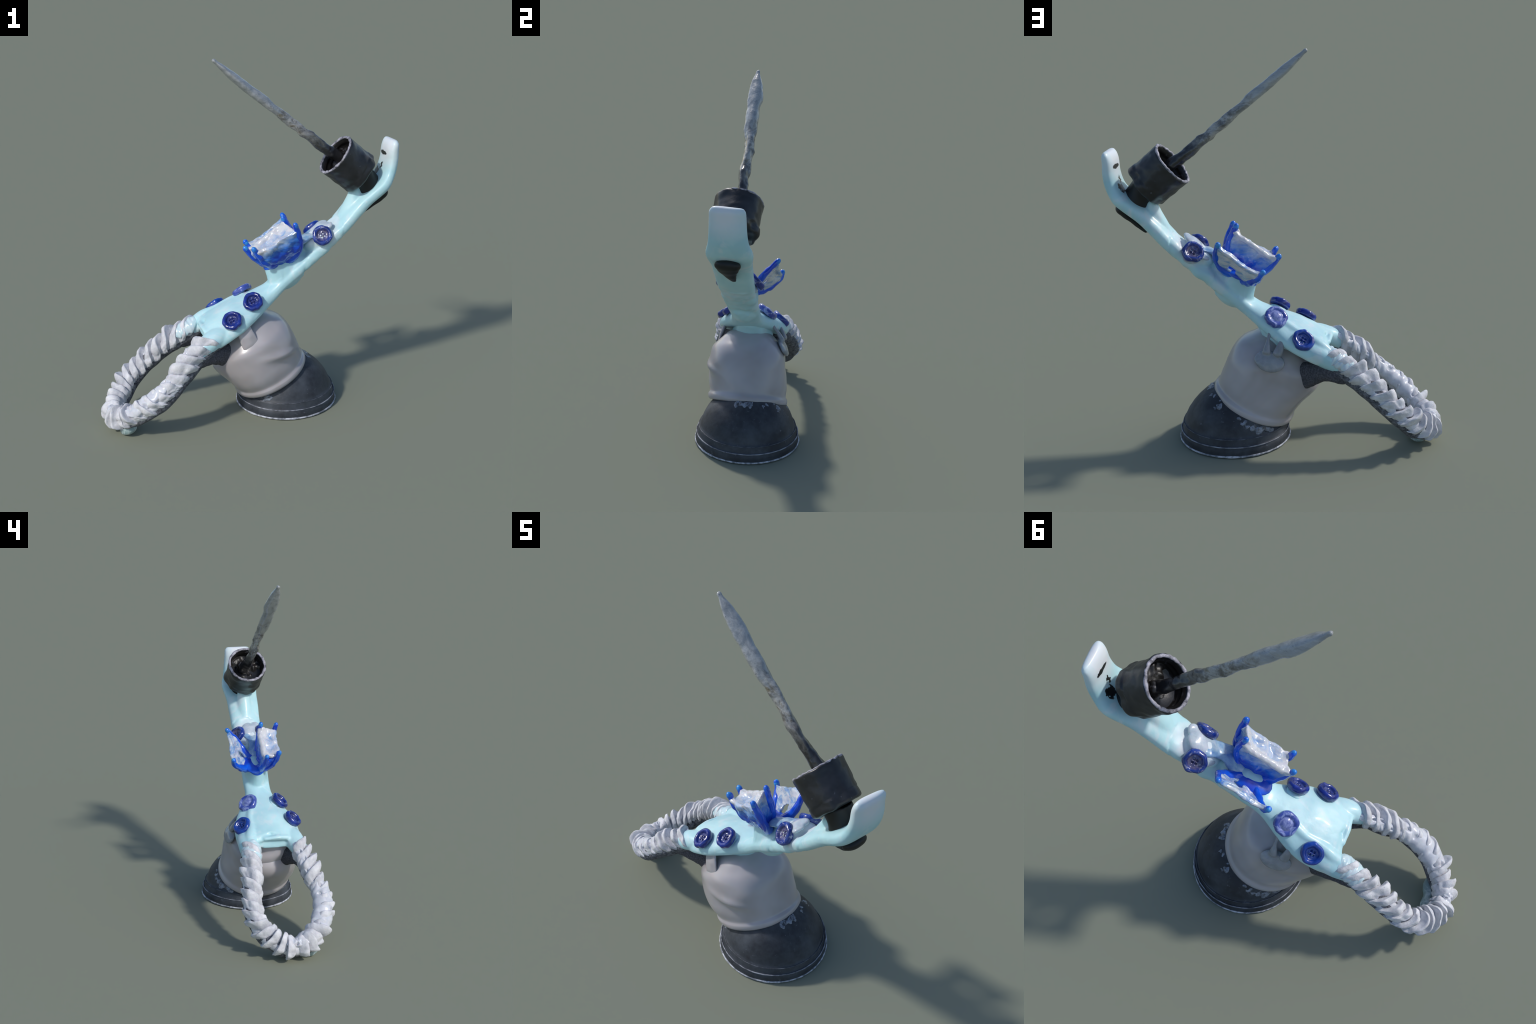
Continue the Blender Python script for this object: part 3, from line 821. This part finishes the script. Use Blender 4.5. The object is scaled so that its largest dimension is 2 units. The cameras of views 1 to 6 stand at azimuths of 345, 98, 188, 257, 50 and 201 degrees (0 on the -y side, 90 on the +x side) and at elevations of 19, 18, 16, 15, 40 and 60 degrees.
# blue fins low between the lower prongs
place(remeshed("blue_fin", [geo_of(sheet("tmp", trim(PR['c'], .30), trim(PR['d'], .22), 0.010, 0.22, seed=15.0, amp=0.004))], 0.0045, BLUE, None, 3), claw)
# glue saddle from the button mound to the claws
glue("glue_saddle", [tube([(0.39, -0.01, 1.008, .06, .014), (0.335, -0.025, 0.990, .048, .014), (0.285, -0.030, 0.962, .048, .018), (0.24, -0.015, 0.920, .055, .022), (0.20, 0.005, 0.885, .055, .02)], 22, 14)], WEB_PALE, amp=0.007)

# ------------------------------------------------------------------ black cap
RC = Vector((0.508, -0.009, 1.438)); BC = Vector((0.657, -0.008, 1.315))
ax = (RC - BC); LCAP = ax.length; M3 = frame_from_axis(ax)
NB = 84
prof = [(0.0, 0.0), (0.085, 0.0), (0.108, 0.004), (0.1165, 0.012), (0.1185, 0.03), (0.119, 0.08), (0.120, 0.14), (0.1225, LCAP - 0.008), (0.121, LCAP)]
pr = catmull([(r, z, 0) for r, z in prof], 50)
inner = [(0.109, LCAP), (0.106, LCAP - 0.01), (0.104, 0.14), (0.10, 0.125), (0.0005, 0.12)]
vs = []
for r, z, _ in pr:
    for j in range(NB):
        t = 2 * math.pi * j / NB
        p = Vector((max(r, 0.0005) * math.cos(t), max(r, 0.0005) * math.sin(t), z))
        d = 1 + 0.055 * nz(p, 13, 6) * (1 if z > 0.003 else 0.3) + 0.020 * nz(p, 34, 8)
        if z < 0.05: d *= 1 + 0.09 * nz((p.x, p.y, 0), 22, 3)
        vs.append(np.array(BC + M3 @ Vector((p.x * d, p.y * d, p.z + 0.007 * nz(p, 20, 9)))))
for r, z in inner:
    for j in range(NB):
        t = 2 * math.pi * j / NB
        vs.append(np.array(BC + M3 @ Vector((r * math.cos(t), r * math.sin(t), z))))
cap = place(mesh_obj("bottle_cap", vs, grid_faces(len(pr) + len(inner), NB), CAP))
# lining with thread ribs
vs = []; lp = [(0.1045, LCAP - 0.006)]
for z in np.linspace(LCAP - 0.02, 0.138, 26):
    lp.append((0.1020 - 0.004 * (0.5 + 0.5 * math.sin(z * 190)), z))
lp += [(0.095, 0.130), (0.08, 0.126), (0.06, 0.127), (0.05, 0.135), (0.044, 0.127), (0.03, 0.127), (0.0006, 0.127)]
for r, z in lp:
    for j in range(NB):
        t = 2 * math.pi * j / NB
        vs.append(np.array(BC + M3 @ Vector((r * math.cos(t), r * math.sin(t), z + (0.018 * nz((r * math.cos(t), r * math.sin(t), 1), 30, 3) + 0.012 * nz((r * math.cos(t), r * math.sin(t), 4), 14, 8)) * (z < .137) + 0.20 * r * math.cos(t) * (z < .137)))))
place(mesh_obj("cap_lining", vs, grid_faces(len(lp), NB, caps=False), CAP_IN), cap)
# worn rim
vs = []; n = 110
for i in range(n):
    t = 2 * math.pi * i / n; q = (math.cos(t), math.sin(t), 0)
    rr = 0.1145 + 0.0035 * nz(q, 5, 3); ww = 0.0070 * (1 + 0.45 * nz(q, 4, 7))
    for k in range(10):
        a = 2 * math.pi * k / 10
        r = rr + 1.15 * ww * math.cos(a)
        vs.append(np.array(BC + M3 @ Vector((r * math.cos(t), r * math.sin(t), LCAP + 0.001 + 0.8 * ww * math.sin(a) + 0.004 * nz(q, 6, 2)))))
f = []
for i in range(n):
    for k in range(10):
        f.append((i * 10 + k, i * 10 + (k + 1) % 10, ((i + 1) % n) * 10 + (k + 1) % 10, ((i + 1) % n) * 10 + k))
place(mesh_obj("cap_rim", vs, f, RIM), cap)
# black neck between cap and arm
parts = [tube([(0.650, YC, 1.320, .074, .068), (0.675, YC, 1.288, .070, .066), (0.70, YC, 1.255, .074, .070), (0.72, YC, 1.220, .082, .076)], 14, 28, up=(0, 1, 0), round_ends=False)]
place(remeshed("cap_neck", parts, 0.006, LUMP, None, 8, lambda c, n: nz(c, 18, 3) * 0.005), cap)
# ------------------------------------------------------------------ spike
D0 = np.array((0.60, 0.003, 1.376)); D1 = np.array((-0.17, -0.036, 1.993))
L = np.linalg.norm(D1 - D0); dirv = (D1 - D0) / L
side = np.array((0, 1, 0)) - dirv * dirv[1]; side /= np.linalg.norm(side)
upv = np.cross(side, dirv); upv /= np.linalg.norm(upv)
if upv[2] < 0: upv = -upv
#   t, half width (y), half height
SW = [(0.0, .036, .034), (0.08, .033, .032), (0.14, .028, .028), (0.25, .024, .026), (0.32, .027, .027), (0.40, .024, .023), (0.47, .026, .025), (0.54, .026, .022), (0.60, .032, .025),
      (0.68, .034, .026), (0.74, .033, .024), (0.80, .040, .024), (0.87, .037, .021), (0.93, .025, .016), (0.975, .011, .009), (0.992, .010, .010), (1.0, .005, .005)]
pr = catmull([(t * L, w, h) for t, w, h in SW], 180)
m = 28; vs = []
for k in range(180):
    t, w, h = pr[k]; u = t / L
    c = D0 + dirv * t + side * (0.010 * nz((u * 5, 0, 0), 1, 3)) + upv * (0.006 * nz((u * 7, 1, 0), 1, 5) - 0.014 * math.sin(math.pi * min(1, u + 0.08)) ** 0.6)
    tw = 0.5 * math.sin(u * 5.0)
    for j in range(m):
        a = 2 * math.pi * j / m + tw * 0.4
        e = superellipse(1, 1, 2, 1)
        x, y = math.cos(2 * math.pi * j / m), math.sin(2 * math.pi * j / m)
        amp = 0.26 - 0.16 * min(1, max(0, (u - 0.5) * 6))
        q = 1 + amp * nz((u * 16, x * 0.9, y * 0.9), 1, 2) + amp * 0.45 * nz((u * 40, x * 1.6, y * 1.6), 1, 4)
        ridge = 1 + 0.10 * math.cos(3 * (2 * math.pi * j / m) + u * 3)
        X = w * x * q * ridge; Y = h * y * q * ridge
        vs.append(c + side * X + upv * Y)
spike = place(mesh_obj("resin_spike", vs, grid_faces(180, m), SPIKE))
parts = [ellipsoid(D0 + dirv * 0.05 + side * 0.012, (0.036, 0.034, 0.04), None), ellipsoid(D0 + dirv * 0.0, (0.05, 0.045, 0.05), None)]
place(remeshed("glue_blob", parts, 0.006, CAP_IN, None, 4, lambda c, n: nz(c, 35, 3) * 0.010), spike)
